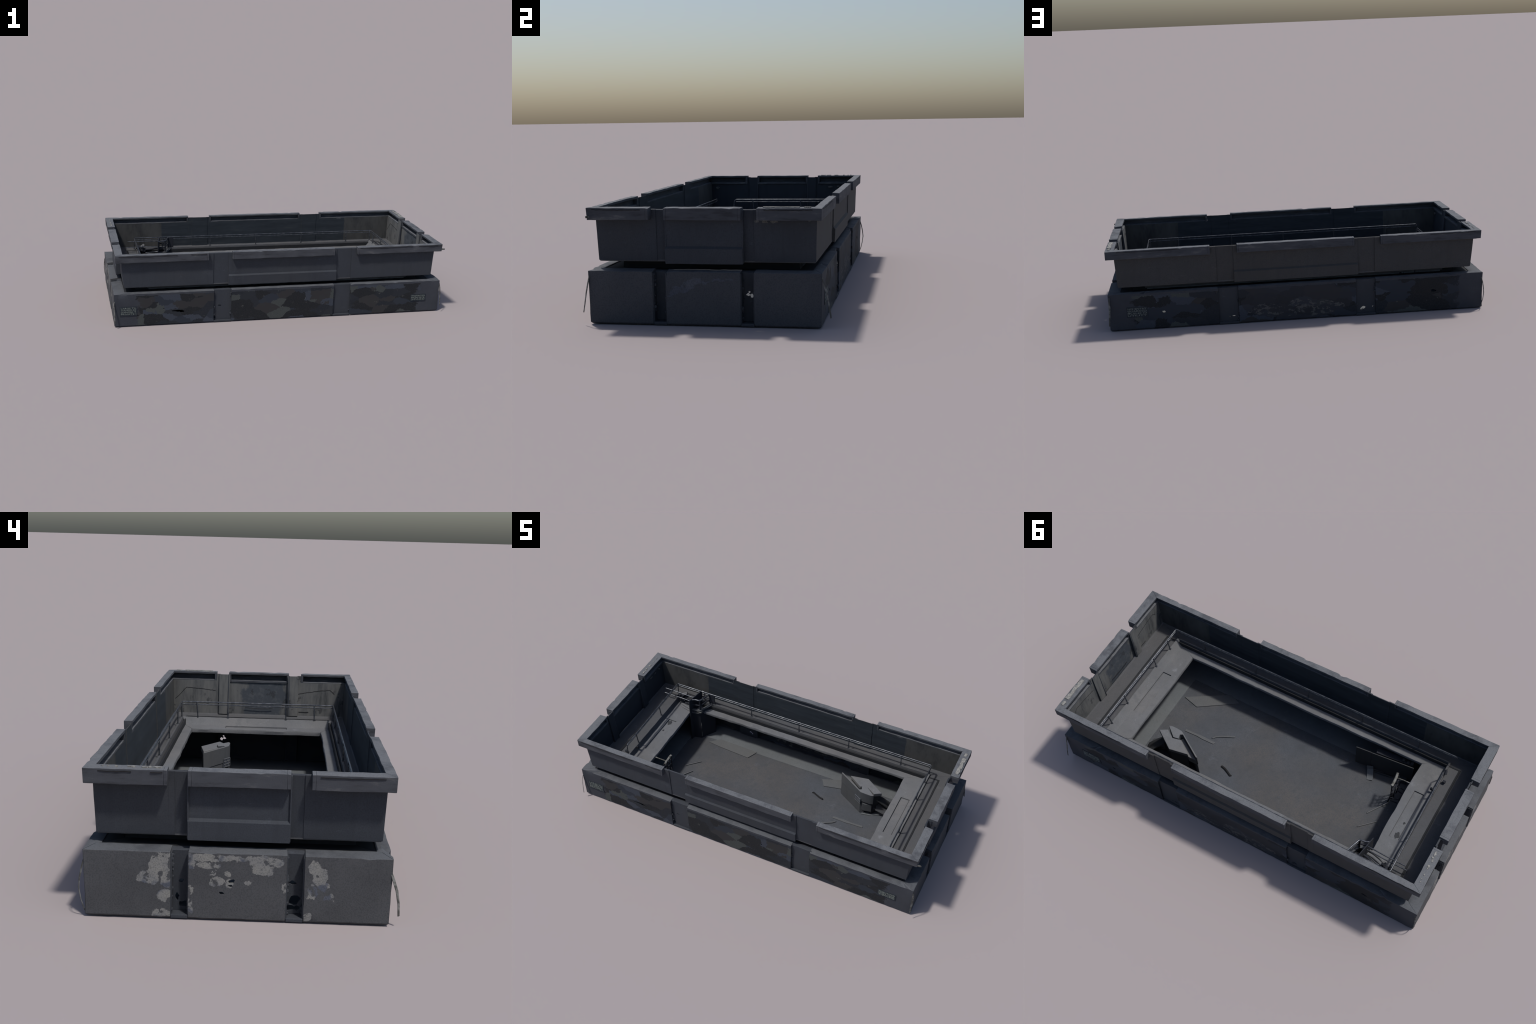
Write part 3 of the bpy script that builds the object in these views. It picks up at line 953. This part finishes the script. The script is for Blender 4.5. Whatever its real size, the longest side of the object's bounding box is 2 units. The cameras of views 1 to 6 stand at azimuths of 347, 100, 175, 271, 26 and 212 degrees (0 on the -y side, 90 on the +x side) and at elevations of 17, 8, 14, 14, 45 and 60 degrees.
# barred vent on the face of the counter: a dark panel with proud bars
a, b = Vector((.4455, .1265, 0)), Vector((.487, .1025, 0))
u = (b - a).normalized()
out = Vector((u.y, -u.x, 0))
bm = bmesh.new()
q = [a + out * .0012, b + out * .0012, b - out * .004, a - out * .004]
prism_bm(bm, [(p.x, p.y) for p in q], .086, .123)
finish(bm, 'counter_vent', mat_glass, counter, 0)
bm = bmesh.new()
for k in range(5):
    c = a + (b - a) * k / 4 + out * .0022
    tube_bm(bm, [(c.x, c.y, .086), (c.x, c.y, .123)], .0011, 6)
for k in range(4):
    z = .087 + .0117 * k
    tube_bm(bm, [tuple(a + out * .0022)[:2] + (z,), tuple(b + out * .0022)[:2] + (z,)], .0011, 6)
finish(bm, 'counter_vent_bars', mat_slab, counter, 0, angle=50)

screen = thing('fallen_partition', 'long dark upright partition board on flat feet', 'partition board')
P0, P1 = Vector((-.334, -.2465, 0)), Vector((-.639, -.274, 0))
du = (P1 - P0).normalized()
dn = Vector((-du.y, du.x, 0)) * .0025


def board(t0, t1, z0, z1, name, mat):
    a, b = P0 + (P1 - P0) * t0, P0 + (P1 - P0) * t1
    bm = bmesh.new()
    prism_bm(bm, [tuple(p)[:2] for p in (a + dn, b + dn, b - dn, a - dn)], z0, z1)
    return finish(bm, name, mat, screen, .0008)


board(0, .272, .023, .166, 'partition_panel', mat_body)
board(.278, 1, .024, .164, 'partition_panel', mat_body)
ribbon('partition_leg', [(-.420, -.243, .050), (-.424, -.240, .030), (-.441, -.205, .010), (-.445, -.190, .0085)], [.032, .032, .032, .030], (0, .6, .8), .004, mat_band, screen)
ribbon('partition_leg', [(-.600, -.262, .050), (-.600, -.262, .030), (-.602, -.255, .0085)], [.030, .030, .030], (0, .6, .8), .004, mat_body, screen)
ribbon('partition_leg', [(-.600, -.266, .050), (-.600, -.268, .020), (-.602, -.286, .0085)], [.030, .030, .030], (0, -.6, .8), .004, mat_body, screen)
tube('partition_rail', [(-.432, -.246, .012), (-.540, -.262, .012)], .006, mat_body, screen, .6, 4)

bm = bmesh.new()   # low dark cabinet standing behind the board
prism_bm(bm, [(-.435, -.268), (-.632, -.286), (-.628, -.318), (-.430, -.300)], FL, .158)
finish(bm, 'partition_cabinet', mat_dark, screen, .002, rough=.001, freq=30)
for k, (x, h) in enumerate(((-.575, .172), (-.600, .166), (-.622, .175))):
    box('partition_cabinet', (x - .008, -.300, .150), (x + .006, -.284, h), mat_body, screen, .002)

chair = thing('broken_chair', 'bent metal chair frame with a pale worn back rail', 'chair')
bm = bmesh.new()
tube_bm(bm, [(-.588, -.194, .196), (-.592, -.172, .198), (-.594, -.150, .194), (-.595, -.132, .196), (-.594, -.115, .196)], .0068, 8, .6)
finish(bm, 'chair_backrest', mat_strip, chair, 0, angle=60, rough=.0008, freq=90)
tube('chair_arm', [(-.596, -.168, .195), (-.630, -.170, .198), (-.664, -.170, .199)], .0030, mat_strip, chair)
tube('chair_arm', [(-.602, -.155, .180), (-.615, -.164, .188), (-.628, -.169, .196)], .0024, mat_dark, chair)
for pts, r in (([(-.595, -.116, .192), (-.597, -.114, .10), (-.583, -.125, FL)], .0036), ([(-.594, -.136, .190), (-.596, -.134, .09), (-.590, -.150, FL)], .0040),
               ([(-.592, -.160, .190), (-.600, -.160, .10), (-.594, -.165, FL)], .0036), ([(-.598, -.185, .19), (-.612, -.188, .150), (-.597, -.190, FL)], .0030)):
    tube('chair_leg', pts, r, mat_dark, chair)
bm = bmesh.new()
tube_bm(bm, [(-.598, -.112, .085), (-.640, -.118, .088), (-.644, -.180, .088), (-.600, -.186, .085)], .003, 6)
finish(bm, 'chair_seat_frame', mat_dark, chair, 0)
for z in (.158, .126):
    tube('chair_brace', [(-.599, -.116, z), (-.602, -.150, z + .003), (-.602, -.186, z)], .0032, mat_dark, chair)
for y in (-.122, -.178):
    tube('chair_leg', [(-.640, y, .090), (-.648, y, .045), (-.650, y, FL)], .0034, mat_dark, chair)
tube('chair_brace', [(-.597, -.118, .045), (-.649, -.122, .045)], .0028, mat_dark, chair)
tube('chair_brace', [(-.600, -.184, .048), (-.649, -.178, .045)], .0028, mat_dark, chair)


def litter(name, label, build, mat):
    bm = bmesh.new()
    build(bm)
    ob = finish(bm, name, mat, None, .0006)
    ob['label'], ob['category'] = label, 'debris'


litter('fallen_batten', 'long thin pale batten lying on the floor',
       lambda bm: prism_bm(bm, [(.362, .003), (.368, .016), (.440, .018), (.470, .015), (.541, .019), (.544, .006), (.470, .004), (.455, .001)], FL, .0098), mat_patch)
litter('bent_lath', 'short bent pale lath with a dark edge',
       lambda bm: tube_bm(bm, [(.392, -.013, .010), (.378, -.030, .011), (.335, -.055, .012), (.290, -.077, .010)], .005, 4, .5), mat_patch)
litter('black_rod', 'short bent black rod lying flat',
       lambda bm: tube_bm(bm, [(.259, .108, .011), (.236, .113, .012), (.212, .124, .011), (.190, .136, .010), (.186, .130, .010)], .0052, 6, .6), mat_black)
litter('thin_stick', 'thin pale stick lying on the floor', lambda bm: tube_bm(bm, [(-.515, .075, .010), (-.586, .004, .010)], .0022, 6), mat_ledge)
litter('thin_stick', 'thin grey stick leaning low', lambda bm: tube_bm(bm, [(-.522, -.016, .010), (-.587, -.116, .013)], .0028, 6), mat_ledge)
litter('pale_floor_patch', 'pale flat patch on the floor', lambda bm: prism_bm(bm, [(.66, -.163), (.447, -.297), (.380, -.270), (.570, -.140)], FL, .0108), mat_patch)
litter('pale_floor_patch', 'small pale flat patch on the floor', lambda bm: prism_bm(bm, [(.191, .254), (.298, .296), (.330, .232), (.223, .207)], FL, .0112), mat_patch)
litter('pale_floor_patch', 'long pale flat patch on the floor', lambda bm: prism_bm(bm, [(-.555, .246), (-.500, .296), (-.250, .290), (-.280, .224), (-.475, .236)], FL, .0110), mat_patch)
